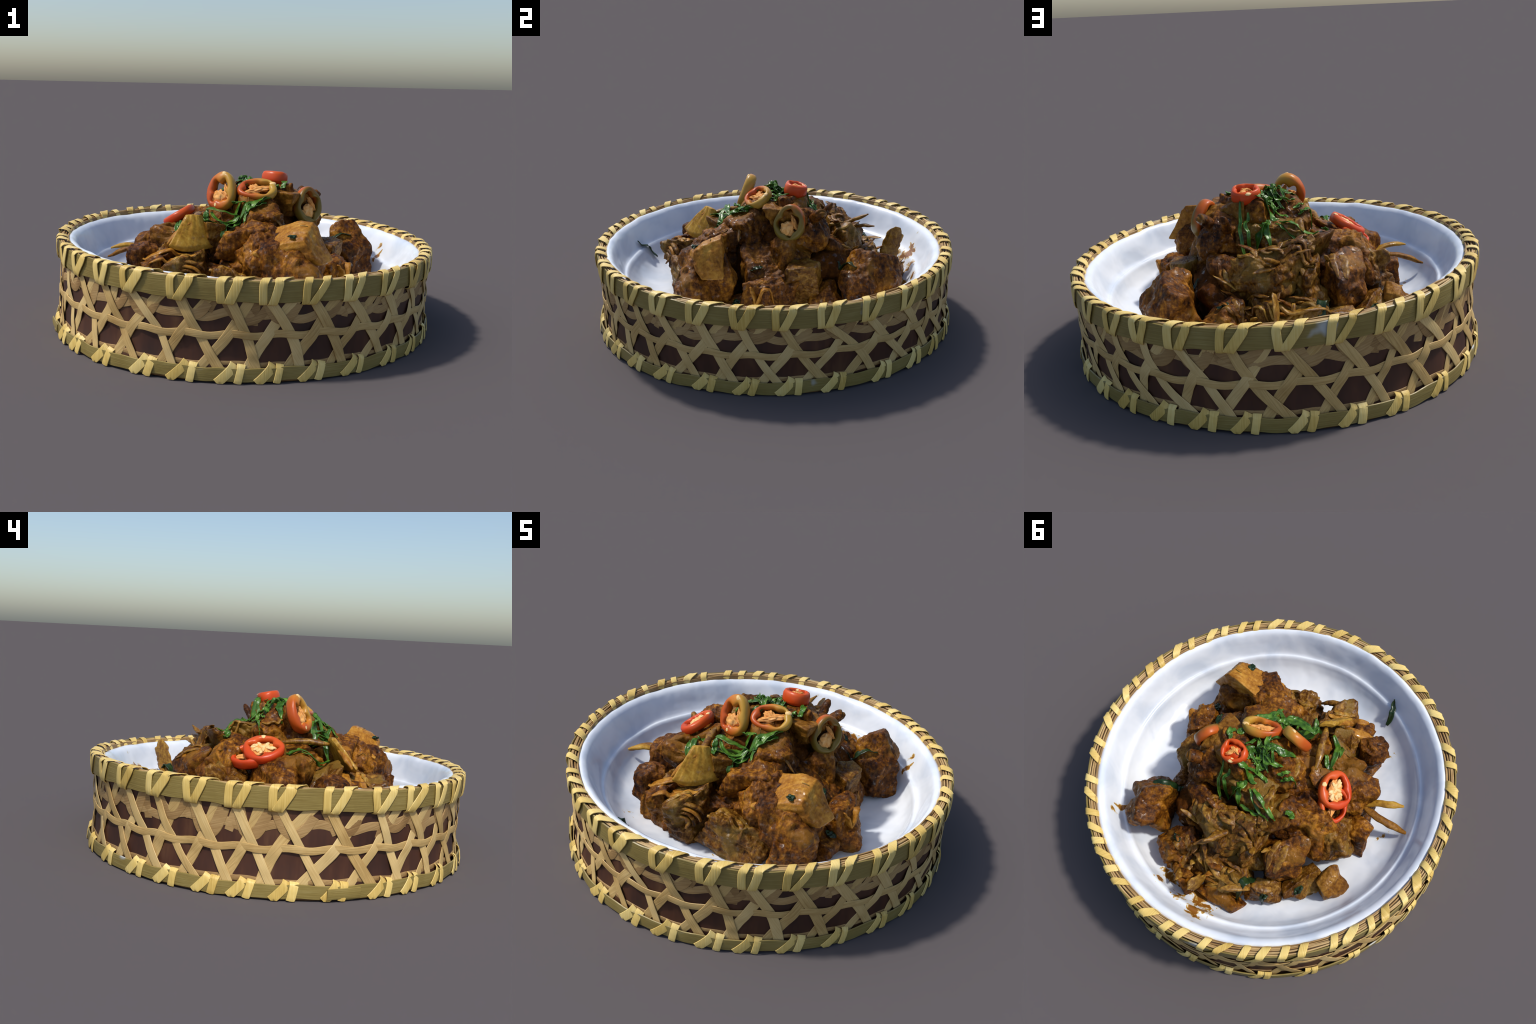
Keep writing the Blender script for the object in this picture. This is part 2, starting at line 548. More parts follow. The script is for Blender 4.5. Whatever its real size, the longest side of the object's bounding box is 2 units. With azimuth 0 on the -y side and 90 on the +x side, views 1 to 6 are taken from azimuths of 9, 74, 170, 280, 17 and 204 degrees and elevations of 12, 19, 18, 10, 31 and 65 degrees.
hoop("inner_hoop", lambda t: .300 + .5 * TILT * np.cos(t) + .012 * np.sin(13 * t + 1) + .008 * np.sin(29 * t), -.0050, .040, .004, M_INNER)


def binding(name, angs, offs, zs, width):
    """wrap round a rim: angles, radial offsets and heights along its path"""
    m = 26
    pts = []
    A = catmull(np.stack([angs, offs, zs], -1), m)
    P = wall(A[:, 0], A[:, 2], A[:, 1])
    # outward normal of the wrap: perpendicular to the path in the radial plane
    d = np.gradient(A[:, 1:], axis=0)
    nr, nz = d[:, 1], -d[:, 0]
    N = radial(A[:, 0]) * nr[:, None] + np.array([0, 0, 1.0]) * nz[:, None]
    V, F = ribbon(P, N, width, .0045)
    return add_mesh(name, V, F, M_BINDING, basket, crease=28)


for k in range(NU):
    j = lambda s: float(RNG.normal(0, s))
    t0 = top_at(k)
    zr = float(rim_z(t0))
    lean = j(.006)
    offs = [-.010, .0125, .0125, .004, -.018, -.040, -.050]
    dz = [-.106, -.092, -.018, .003, .0055, -.002, -.022]
    zs = [zr + d for d in dz]
    binding("rim_binding", [t0 - lean, t0 - lean, t0, t0 + .01, t0 + .02, t0 + .03, t0 + .03], offs, zs, .036 + j(.002))
    u = UNIT
    w0, w1, w2 = t0 + (.17 + j(.03)) * u, t0 + (.42 + j(.04)) * u, t0 + (.64 + j(.05)) * u
    zr = float(rim_z(w1))
    zs = [zr + d + (.002 if i > 1 else 0) for i, d in enumerate(dz)]
    binding("rim_binding", [w0 - .01, w0, w0 + .88 * (w1 - w0), w1, (w1 + w2) / 2, w2, w2 + .01], [o + .0015 for o in offs], zs, .040 + j(.003))
    # foot pair: slanted one and an upright one meeting at the top
    b0 = bot_at(k)
    zf = float(foot_z(b0))
    for da, db, dw in ((.022, -.050, .042), (.052, .034, .035)):
        ts = np.linspace(0, 1, 14)
        ease = ts ** 1.15
        ang = b0 + da + (db - da) * ease + j(.004) * ts
        zz = zf + .0765 - (.0745 + zf) * ts
        off = np.interp(ts, [0, .05, .14, .5, .85, 1], [.001, .0075, .0135, .0150, .0150, .0125]) + (.0012 if da > .03 else 0)
        V, F = ribbon(wall(ang, zz, off), radial(ang), (dw + j(.002)) * np.interp(ts, [0, .2, 1], [1.15, 1, 1]), .004)
        add_mesh("foot_binding", V, F, M_BINDING, basket, crease=28)

# loose end of the foot band where it overlaps itself
a = np.linspace(math.radians(203), math.radians(212), 8)
P = wall(a, foot_z(a) + .032, .012 + .012 * np.linspace(1, 0, 8) ** 2)
V, F = ribbon(P, radial(a), .048, .008)
add_mesh("foot_band_end", V, F, M_BAND, basket, crease=28)

# everything stands on the table: nothing pokes below it
for ob in basket.children:
    n_ = len(ob.data.vertices)
    co = np.empty(n_ * 3)
    ob.data.vertices.foreach_get("co", co)
    co = co.reshape(-1, 3)
    co[:, 2] = np.maximum(co[:, 2], .0006)
    ob.data.vertices.foreach_set("co", co.ravel())
    ob.data.update()

# ------------------------------------------------------------------ plate
plate = top_level("serving_plate", "round white glazed plate with raised lip", "plate")
PROFILE = [(0, .166), (.30, .168), (.55, .174), (.66, .184), (.725, .204), (.768, .236), (.790, .268), (.802, .293), (.812, .304), (.824, .307), (.838, .322), (.856, .356), (.874, .398),
           (.888, .426), (.902, .440), (.916, .445), (.928, .440), (.934, .430), (.930, .418), (.915, .400), (.89, .36), (.86, .30), (.82, .23), (.76, .18), (.60, .15), (.3, .145), (0, .145)]
NP = 220
prof = catmull(np.array(PROFILE)[:18], 80)
prof = np.vstack([prof, np.array(PROFILE)[18:]])
V, F = [], []
for i, (r, z) in enumerate(prof):
    for j in range(NP):
        t = TAU * j / NP
        low = min(1, max(0, (.92 - r) / .10))
        cx, cy = .011 + .004 * low, -.007 - .013 * low
        rr = max(r, .0008)
        x, y = cx + rr * math.cos(t), cy + rr * math.sin(t)
        k = min(1, max(0, (r - .5) / .4))
        wob = noise.noise(Vector((x * 5.5, y * 5.5, 3.1))) * .005 + noise.noise(Vector((x * 13, y * 13, 1.1))) * .0022
        if i < 80 and .84 < r < .93:
            wob += .0028 * noise.noise(Vector((t * 14, r * 9, 5)))
        V.append((x, y, z - .031 * x - .008 * y + wob))
for i in range(len(prof) - 1):
    for j in range(NP):
        F.append((i * NP + j, i * NP + (j + 1) % NP, (i + 1) * NP + (j + 1) % NP, (i + 1) * NP + j))
add_mesh("glazed_dish", V, F, M_PLATE, plate)


def plate_z(x, y):
    r = math.hypot(x - .01, y + .005)
    return float(np.interp(r, prof[:72, 0], prof[:72, 1])) - .031 * x - .008 * y


# ------------------------------------------------------------------ food
stew = top_level("braised_jackfruit_stew", "heap of brown sauced chunks with chilli rings and herbs", "stew")


def ico(level):
    import bmesh
    bm = bmesh.new()
    bmesh.ops.create_icosphere(bm, subdivisions=level, radius=1)
    v = np.array([x.co[:] for x in bm.verts])
    f = [tuple(q.index for q in p.verts) for p in bm.faces]
    bm.free()
    return v, f


ICO4, ICO3 = ico(6), ico(4)
surf_v, surf_f = [], []


def rot(yaw, pitch, roll):
    return np.array(Matrix.Rotation(math.radians(yaw), 3, "Z") @ Matrix.Rotation(math.radians(pitch), 3, "Y") @ Matrix.Rotation(math.radians(roll), 3, "X"))


def chunk(name, c, h, ang=(0, 0, 0), mat=None, seed=0, facets=6, rough=1.0, power=30, fib=0.0, fine=ICO4, cast=True, torn=1.0):
    """a hand-torn piece: box and random cutting planes blended into one rounded solid, then
    roughened with lumps, torn ridges and fibres"""
    rg = np.random.default_rng(1000 + seed)
    planes = [(np.array(p, float), 1.0) for p in ((1, 0, 0), (-1, 0, 0), (0, 1, 0), (0, -1, 0), (0, 0, 1), (0, 0, -1))]
    planes = [(unit(n + rg.normal(0, .16, 3)), d) for n, d in planes]
    for _ in range(facets):
        planes.append((unit(rg.normal(0, 1, 3)), rg.uniform(.74, 1.08)))
    D, F = fine
    acc = np.zeros(len(D))
    for nrm, d in planes:
        acc += np.maximum(0, D @ nrm / d) ** power
    r = acc ** (-1 / power)
    P = D * r[:, None] * np.array(h)
    R = rot(*ang)
    P = P @ R.T
    nrm = unit((D / np.array(h)) @ R.T)
    W = P + np.array(c)
    size = float(np.mean(h))
    so = Vector((seed * 3.17, seed * 1.31, seed * 2.23))
    disp = np.empty(len(W))
    tips = [(unit(rg.normal(0, 1, 3) * (1, 1, .6)), rg.uniform(.012, .040), rg.uniform(.14, .26)) for _ in range(4)]
    pull = np.zeros(len(D))
    for td, amp, wid in tips:
        pull += amp * np.exp(-np.arccos(np.clip(D @ td, -1, 1)) / wid)
    ax = R[:, 0]
    for i in range(len(W)):
        w = Vector(W[i])
        q = w * 6.0 + so
        lump = noise.noise(q) * .024 + noise.noise(q * 2.3) * .009
        q2 = w * 19.0 + so
        ridge = 1 - abs(noise.noise(q2)) * 2
        tear = noise.noise(w * 9.0 - so)
        d = lump + torn * (max(0, tear - .05) * .055 * (ridge * .7 + .3) - max(0, -tear - .18) * .085)
        dist, _ = noise.voronoi(w * 11.0 + so + Vector(noise.noise_vector(q2)) * .35)
        d += torn * (min(dist[1] - dist[0], .30) - .2) * .010 + torn * pull[i]
        d += noise.fractal(w * 48.0 + so, .6, 2.1, 4) * .0042
        if fib:
            a = float(W[i] @ ax)
            s = W[i] - ax * a
            d += fib * noise.noise(Vector(s * 34.0) + Vector(ax) * a * 4.0 + so) * .016
        disp[i] = d
    W = W + nrm * (disp * rough * min(1.0, size / .10))[:, None]
    # settle on the plate
    for i in range(len(W)):
        zf = plate_z(W[i][0], W[i][1]) - .004
        if W[i][2] < zf:
            W[i][2] = zf
    ob = add_mesh(name, W, F, mat, stew)
    if cast:
        off = sum(len(v) for v in surf_v)
        surf_v.append(W)
        surf_f.extend([tuple(a + off for a in f) for f in F])
    return ob


# dark brown core that fills the gaps of the heap
chunk("stew_core", (-.02, .02, .29), (.36, .38, .18), (0, 0, 0), M_CORE_DARK, 90, facets=3, power=5, rough=1.2)
chunk("stew_core", (.09, .01, .49), (.20, .17, .15), (0, 0, 0), M_CORE_DARK, 91, facets=3, power=5, rough=1.0)

FL, FI, PA, WE, ST, TA = M_FLESH, M_FIBRE, M_PALE, M_WEDGE, M_STEM, M_TAN
CHUNKS = [
    # centre, half sizes, (yaw, pitch, roll), material, facets, roughness, fibre
    ((.295, -.455, .498), (.130, .092, .074), (-14, -6, 12), PA, 3, .45, .8),
    ((.295, -.455, .405), (.145, .135, .120), (5, 4, 0), FL, 6, 1.0, .3),
    ((.16, -.42, .42), (.09, .11, .12), (30, 4, 0), FL, 6, 1.0, .5),
    ((.33, -.53, .310), (.10, .080, .075), (20, 0, 0), FL, 6, .8, 0),
    ((.09, -.50, .290), (.150, .105, .095), (-12, 10, 0), FI, 5, .9, 1.2),
    ((.04, -.36, .33), (.10, .09, .08), (-35, 8, 0), FL, 7, 1.0, .3),
    ((-.225, -.470, .325), (.13, .095, .092), (25, -6, 0), FI, 6, .9, 1.3),
    ((-.25, -.43, .27), (.12, .09, .07), (10, 0, 0), FL, 6, .9, .3),
    ((-.36, -.44, .325), (.07, .085, .080), (-20, 0, 0), FL, 7, 1.0, .3),
    ((-.460, -.360, .345), (.075, .080, .095), (10, 0, 0), FL, 7, 1.1, 0),
    ((-.33, -.16, .43), (.095, .09, .105), (-30, 5, 0), FL, 7, 1.0, .3),
    ((-.45, -.07, .385), (.12, .11, .10), (15, 8, 0), FL, 7, 1.0, .2),
    ((-.51, .07, .300), (.085, .085, .055), (-20, 0, 0), FL, 6, .8, .4),
    ((-.42, .19, .370), (.095, .105, .090), (20, 5, 0), FI, 7, .9, .8),
    ((-.49, .385, .270), (.075, .068, .070), (55, 5, 0), TA, 9, .7, 0),
    ((-.34, .44, .28), (.11, .055, .05), (50, 0, 0), FI, 5, .8, 1.0),
    ((-.225, .40, .400), (.095, .095, .115), (15, 0, 0), FL, 6, 1.0, .4),
    ((-.27, .19, .440), (.14, .13, .115), (-15, 4, 0), FL, 7, 1.0, .4),
    ((.05, .535, .285), (.18, .085, .08), (-18, 0, 0), FI, 6, .9, 1.4),
    ((.32, .50, .300), (.10, .095, .08), (20, 0, 0), FL, 6, 1.0, .5),
    ((.545, .335, .370), (.130, .125, .115), (30, 0, 0), FL, 8, .9, 0),
    ((.47, .13, .270), (.065, .08, .07), (-10, 0, 0), FL, 6, .9, 0),
    ((.50, -.22, .315), (.080, .095, .090), (18, 4, 0), FL, 7, 1.1, .2),
    ((.45, -.38, .250), (.08, .07, .060), (-15, 0, 0), FL, 6, .9, .2),
    ((.12, .36, .465), (.135, .095, .085), (-35, 6, 0), FI, 6, .9, 1.4),
    ((-.07, .22, .440), (.11, .11, .10), (20, 0, 0), FI, 6, .9, 1.2),
    ((-.07, .00, .600), (.11, .11, .100), (15, 0, 0), FL, 7, 1.0, .4),
    ((.29, .12, .585), (.085, .11, .10), (-20, 0, 0), FL, 7, 1.0, .3),
    ((.12, -.17, .545), (.13, .11, .11), (15, 0, 0), FL, 7, 1.0, .3),
    ((.24, .01, .635), (.095, .10, .080), (-25, 0, 0), TA, 5, .7, .5),
    ((.14, .07, .630), (.11, .10, .105), (10, 0, 0), FL, 6, .8, .6),
    ((.10, .17, .540), (.13, .085, .10), (-10, 0, 0), FI, 6, .9, 1.0),
    ((.03, -.04, .630), (.10, .10, .095), (10, 0, 0), FL, 6, .9, .4),
    ((.10, -.29, .470), (.13, .13, .12), (-25, 12, 0), FL, 7, 1.0, .4),
    ((-.20, .04, .455), (.13, .13, .10), (30, 0, 0), FL, 7, 1.0, .4),
    ((.325, .00, .480), (.075, .10, .09), (5, 0, 0), FL, 6, .9, .2),
    ((.25, .27, .385), (.11, .10, .09), (30, 0, 0), FL, 7, 1.0, .4),
    ((.02, .65, .240), (.11, .05, .035), (-15, 0, 0), FL, 5, .6, .3),
    ((-.19, .54, .280), (.08, .05, .045), (10, 0, 0), FI, 5, .7, .6),
    ((.34, -.14, .345), (.11, .12, .095), (-15, 0, 0), FL, 7, 1.0, .3),
    ((-.14, -.18, .43), (.10, .11, .11), (20, 0, 0), FL, 7, 1.0, .5),
    ((-.07, -.33, .31), (.10, .09, .07), (20, 0, 0), FL, 7, 1.0, .5),
    ((.27, .62, .255), (.10, .035, .03), (-35, 0, 0), FL, 5, .5, 0),
    ((.43, .03, .350), (.060, .090, .10), (-15, 8, 0), FI, 5, .8, .5),
    ((-.07, .42, .390), (.090, .075, .10), (20, 0, 0), FI, 6, .9, 1.2),
    ((-.09, -.25, .465), (.070, .065, .08), (10, 0, 0), FI, 6, .9, .8),
    ((-.31, -.31, .360), (.075, .070, .10), (-25, 0, 0), FI, 6, .9, .8),
]
for i, (c, h, ang, mat, fac, ro, fb) in enumerate(CHUNKS):
    floor = plate_z(c[0], c[1]) - .01
    if c[2] - h[2] < .30:                     # low pieces rest on the plate
        top = c[2] + h[2]
        c, h = (c[0], c[1], (top + floor) / 2), (h[0], h[1], (top - floor) / 2)
    chunk("curry_chunk", c, h, ang, mat, i, facets=fac, rough=ro, fib=fb, torn=.35 if mat in (PA, WE) else 1.0)
# pale split stalk on the shoulder: narrow at the top, fanning out downwards, ribbed along its length
top_l, top_r = np.array((-.238, -.312, .606)), np.array((-.165, -.292, .604))
bot_l, bot_r = np.array((-.300, -.450, .470)), np.array((-.100, -.330, .452))
out = unit(np.array((-.38, -.74, .55)))
nu, nv = 36, 40
V, F = [], []
for side in (1, -1):
    for a_ in range(nv):
        v = a_ / (nv - 1)
        for b_ in range(nu):
            u = b_ / (nu - 1)
            p = (top_l * (1 - u) + top_r * u) * (1 - v) + (bot_l * (1 - u) + bot_r * u) * v
            p = p + unit(bot_l + bot_r - top_l - top_r) * .035 * math.sin(u * math.pi) * v ** 2
            edge = min(u, 1 - u, v * 2, (1 - v) * 1.5) * 9
            th_ = .020 * min(1, edge) ** .6
            rib = noise.noise(Vector((u * 7, v * 2.2, 3.3))) * .006 + noise.noise(Vector((u * 30, v * 3, 8.1))) * .0012
            V.append(p + out * (.022 * math.sin(math.pi * u) * (.4 + .6 * v) + side * th_ + rib * min(1, edge)))
for k in range(2):
    o = k * nu * nv
    for a_ in range(nv - 1):
        for b_ in range(nu - 1):
            q = (o + a_ * nu + b_, o + a_ * nu + b_ + 1, o + (a_ + 1) * nu + b_ + 1, o + (a_ + 1) * nu + b_)
            F.append(q if k else q[::-1])
add_mesh("split_stalk", V, F, WE, stew)

bvh = BVHTree.FromPolygons([tuple(v) for v in np.vstack(surf_v)], surf_f)


def drop(x, y, zmax=1.2):
    hit = bvh.ray_cast(Vector((x, y, zmax)), Vector((0, 0, -1)))
    z = hit[0].z if hit[0] is not None else -1
    return max(z, plate_z(x, y))


def strand(name, pts, width, thick, mat, lift=None, n=None, flat=ROUND, taper=(.5, .35), seed=0):
    """stalk or shred through pts (x, y, z); with lift set, it is draped over the heap"""
    n = n or max(14, 6 * len(pts))
    P = catmull(pts, n)
    if lift is not None:
        z = np.array([drop(p[0], p[1]) + lift for p in P])
        if z.max() - z.min() > .10 or min(q - plate_z(p[0], p[1]) for q, p in zip(z, P)) < .03:
            return None
        for _ in range(3):
            z[1:-1] = np.maximum(z[1:-1], .25 * z[:-2] + .5 * z[1:-1] + .25 * z[2:])
        P[:, 2] = z
    t = np.linspace(0, 1, n)
    env = taper[0] + (1 - taper[0]) * np.clip(t * 5, 0, 1)
    env *= taper[1] + (1 - taper[1]) * np.clip((1 - t) * 4, 0, 1)
    wob = np.array([1 + .22 * noise.noise(Vector((i * .35, seed, 1.7))) for i in range(n)])
    for i in range(n):
        P[i] += np.array(noise.noise_vector(Vector((i * .3, seed * 2.1, 4)))) * .004
    N = np.tile(np.array([.1 * math.sin(seed), .1 * math.cos(seed), 1.0]), (n, 1))
    if abs(unit(P[-1] - P[0])[2]) > .8:
        N = np.tile(unit(np.array([math.cos(seed), math.sin(seed), .2])), (n, 1))
    V, F = ribbon(P, N, width * env * wob, thick * env, section=flat)
    return add_mesh(name, V, F, mat, stew)


SHEATH = [(-.5, -.15), (-.47, .25), (-.3, .42), (-.08, .36), (.1, .5), (.33, .42), (.47, .2), (.5, -.15), (.3, -.4), (-.3, -.4)]
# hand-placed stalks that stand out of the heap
STALKS = [
    ([(-.20, -.30, .575), (-.215, -.18, .585), (-.235, -.05, .575)], .040, .030, ST),
    ([(-.19, -.31, .585), (-.25, -.37, .545), (-.31, -.43, .475)], .036, .028, PA),
    ([(-.50, -.05, .365), (-.62, -.08, .390), (-.715, -.11, .372)], .042, .024, WE),
    ([(-.52, -.03, .365), (-.65, .00, .350), (-.770, .00, .298)], .046, .028, TA),
    ([(.05, .38, .50), (.10, .45, .54), (.15, .515, .578)], .030, .022, ST),
    ([(.06, .40, .49), (.13, .47, .51), (.20, .53, .52)], .028, .020, ST),
    ([(.15, .635, .22), (.13, .66, .34), (.135, .685, .42), (.150, .700, .480)], .10, .016, ST),
    ([(.30, .12, .62), (.35, .14, .665), (.392, .152, .685)], .075, .055, FL),
    ([(.25, .17, .60), (.27, .215, .655), (.285, .245, .705)], .050, .036, FL),
    ([(.13, -.17, .665), (.20, -.24, .60), (.26, -.27, .54)], .018, .012, ST),
]
for i, (p, w, t, m) in enumerate(STALKS):
    strand("stalk", p, w, t, m, seed=i)

# rolled layers showing at the cut end of the front piece
for i, (rr, a0, a1, yy) in enumerate(((.035, -40, 210, -.590), (.060, -10, 200, -.586), (.085, 10, 185, -.580), (.110, 30, 170, -.570))):
    aa = np.radians(np.linspace(a0, a1, 7))
    strand("stalk", [(-.195 + rr * math.cos(q) * 1.1, yy + .25 * abs(rr * math.cos(q)) + .02 * math.sin(q), .335 + rr * math.sin(q) * .80) for q in aa], .030, .016, (ST, FI, PA, FI)[i], seed=150 + i, n=26)

# stalks and slices draped over the heap
DRAPED = [
    ([(.10, -.56), (.02, -.52), (-.08, -.46)], .045, .022, ST), ([(.13, -.58), (.20, -.62), (.28, -.64)], .03, .018, ST),
    ([(-.05, -.60), (.08, -.64), (.20, -.63)], .035, .018, ST), ([(-.04, -.55), (.06, -.60), (.18, -.60)], .03, .018, ST),
    ([(-.38, -.50), (-.28, -.47), (-.18, -.49)], .032, .022, PA), ([(-.33, -.56), (-.25, -.58), (-.16, -.57)], .030, .020, ST),
    ([(-.30, -.62), (-.22, -.63), (-.15, -.61)], .035, .02, ST), ([(-.44, -.42), (-.33, -.40), (-.22, -.38)], .04, .022, PA),
    ([(.26, .54), (.18, .60), (.10, .66)], .035, .022, ST), ([(.16, .52), (.04, .58), (-.08, .60)], .045, .026, ST),
    ([(.10, .62), (.0, .65), (-.10, .63)], .035, .022, ST), ([(.23, .60), (.13, .66), (.05, .69)], .040, .022, ST),
    ([(.20, .50), (.22, .56), (.20, .62)], .03, .02, ST), ([(.25, .49), (.27, .55), (.26, .61)], .028, .02, ST),
    ([(.20, .47), (.11, .42), (.03, .33)], .045, .026, ST), ([(.16, .50), (.06, .45), (-.02, .36)], .030, .020, ST),
    ([(.03, .36), (.02, .44), (.03, .50)], .040, .028, FL), ([(-.06, .34), (-.06, .42), (-.03, .47)], .026, .018, FL),
    ([(-.03, .14), (-.04, .22), (-.05, .32)], .030, .020, ST), ([(-.07, .13), (-.09, .22), (-.10, .32)], .028, .020, ST),
    ([(-.01, .16), (.0, .25), (-.01, .34)], .024, .018, ST), ([(.12, .22), (.13, .28), (.10, .36)], .045, .022, ST),
    ([(.28, .33), (.25, .40), (.28, .48)], .040, .020, ST), ([(.20, .26), (.22, .33), (.17, .40)], .03, .02, ST),
    ([(-.14, .06), (-.20, .07), (-.25, .03)], .045, .03, ST), ([(-.16, .26), (-.26, .27), (-.36, .25)], .040, .026, ST),
    ([(-.32, .41), (-.38, .45), (-.45, .48)], .045, .026, ST), ([(-.30, .37), (-.37, .40), (-.43, .44)], .028, .018, ST),
    ([(-.50, .13), (-.49, .20), (-.45, .26)], .045, .02, ST), ([(-.58, .09), (-.58, .15), (-.56, .20)], .035, .02, ST),
    ([(-.24, .36), (-.23, .43), (-.22, .50)], .035, .02, ST), ([(-.20, .35), (-.18, .42), (-.18, .50)], .025, .018, ST),
    ([(.42, .18), (.36, .20), (.30, .24)], .04, .024, ST), ([(.34, .02), (.40, -.06), (.42, -.14)], .04, .02, ST),
    ([(.26, -.10), (.30, -.20), (.36, -.26)], .018, .014, ST), ([(.40, -.02), (.46, -.10), (.47, -.18)], .045, .022, ST),
    ([(.52, -.28), (.56, -.25), (.57, -.18)], .04, .022, PA), ([(-.12, -.04), (-.15, .0), (-.16, .06)], .03, .02, ST),
    ([(-.40, -.28), (-.38, -.20), (-.37, -.13)], .03, .02, ST), ([(-.30, -.42), (-.24, -.46), (-.16, -.45)], .03, .02, PA),
    ([(-.22, .55), (-.17, .56), (-.12, .57)], .05, .028, ST),
]
for i, (p, w, t, m) in enumerate(DRAPED):
    strand("stalk", [(a, b, 0) for a, b in p], w * 1.25, t * .75, m, lift=.0, seed=20 + i, flat=SHEATH)

# tangle of split stalks across the back of the heap and round the rolled piece in front
rt = random.Random(21)
for i in range(64):
    if i < 46:
        x, y = rt.uniform(-.14, .30), rt.uniform(.24, .62)
        d = rt.choice((2.4, 2.4, 1.9, .5)) + rt.gauss(0, .35)
    else:
        x, y = rt.uniform(-.34, .14), rt.uniform(-.60, -.46)
        d = rt.gauss(.1, .35)
    L = rt.uniform(.05, .10)
    k = rt.uniform(-.9, .9)
    p = [(x + L * q * math.cos(d + k * q), y + L * q * math.sin(d + k * q), 0) for q in (-1, -.3, .3, 1)]
    if drop(x, y) < plate_z(x, y) + .05:
        continue
    strand("stalk", p, rt.uniform(.020, .040), rt.uniform(.012, .020), rt.choice((ST, ST, FI)), lift=.001, seed=200 + i, flat=SHEATH, taper=(.6, .5))

# torn slivers that stand up out of the tangle
for i in range(34):
    x, y = rt.uniform(-.16, .34), rt.uniform(.30, .64)
    z = drop(x, y)
    if z < plate_z(x, y) + .05:
        continue
    d = rt.uniform(0, TAU)
    L = rt.uniform(.05, .11)
    lean = rt.uniform(.5, 1.0)
    ux, uy = math.cos(d), math.sin(d)
    p = [(x - ux * L * .5, y - uy * L * .5, z - .03), (x, y, z + .006), (x + ux * L * lean, y + uy * L * lean, z + L * (1.05 - lean) * .8 + .012)]
    strand("stalk", p, rt.uniform(.022, .045), rt.uniform(.010, .016), rt.choice((ST, ST, FI, FL)), seed=300 + i, flat=SHEATH, taper=(.7, .25))

# fine shreds of fibre, too many to count
V, F = [], []
rs = random.Random(5)
for i in range(70):
    a, r = rs.uniform(0, TAU), .58 * math.sqrt(rs.random())
    x, y = .02 + r * math.cos(a), .02 + r * math.sin(a)
    if drop(x, y) < plate_z(x, y) + .03:
        continue
    d = rs.uniform(0, TAU)
    L = rs.uniform(.02, .06)
    k = rs.uniform(-.5, .5)
    pts = []
    for s in (-.5, 0, .5):
        px, py = x + L * s * math.cos(d + k * s), y + L * s * math.sin(d + k * s)
        pts.append((px, py, drop(px, py) + .001))
    if max(q[2] for q in pts) - min(q[2] for q in pts) > .06:
        continue
    P = catmull(pts, 7)
    w = rs.uniform(.004, .010)
    v, f = ribbon(P, np.tile([0, 0, 1.0], (7, 1)), w * np.array([.3, .8, 1, 1, 1, .8, .3]), .006, section=ROUND[::2])
    o = len(V)
    V.extend(v)
    F.extend([tuple(q + o for q in g) for g in f])
sh = add_mesh("fibre_shreds", V, F, M_FIBRE, stew)
sh["kind"] = "stuff"


# herbs ---------------------------------------------------------------
LEAF = [(-.5, .25), (-.25, 0), (0, -.12), (.25, 0), (.5, .25), (.48, .45), (.22, .2), (0, .1), (-.22, .2), (-.48, .45)]


def herb(pts, width, mat=None, lift=.006, seed=0, n=20, curl=.5):
    mat = mat or M_HERB
    P = catmull(pts, n)
    fixed = P.shape[1] == 3 and lift is None
    if not fixed:
        z = np.array([drop(p[0], p[1]) + lift for p in P])
        for _ in range(14):
            z[1:-1] = np.maximum(z[1:-1], .25 * z[:-2] + .5 * z[1:-1] + .25 * z[2:])
        P = np.stack([P[:, 0], P[:, 1], z], -1)
    t = np.linspace(0, 1, n)
    env = .25 + .75 * np.sin(np.clip(t * 1.05 + .02, 0, 1) * math.pi) ** .5
    for i in range(n):
        P[i] += np.array(noise.noise_vector(Vector((i * .28, seed * 1.3, 9)))) * .007
        P[i][2] += .004
    tw = curl * np.array([noise.noise(Vector((i * .16, seed, 2))) for i in range(n)]) * 2
    T = unit(np.gradient(P, axis=0))
    side = unit(np.cross(T, np.tile([0, 0, 1.0], (n, 1))) + 1e-6)
    up = unit(np.cross(side, T))
    N = up * np.cos(tw)[:, None] + side * np.sin(tw)[:, None]
    V, F = ribbon(P, N, width * env, .011, section=LEAF)
    return add_mesh("herb_strip", V, F, mat, stew)


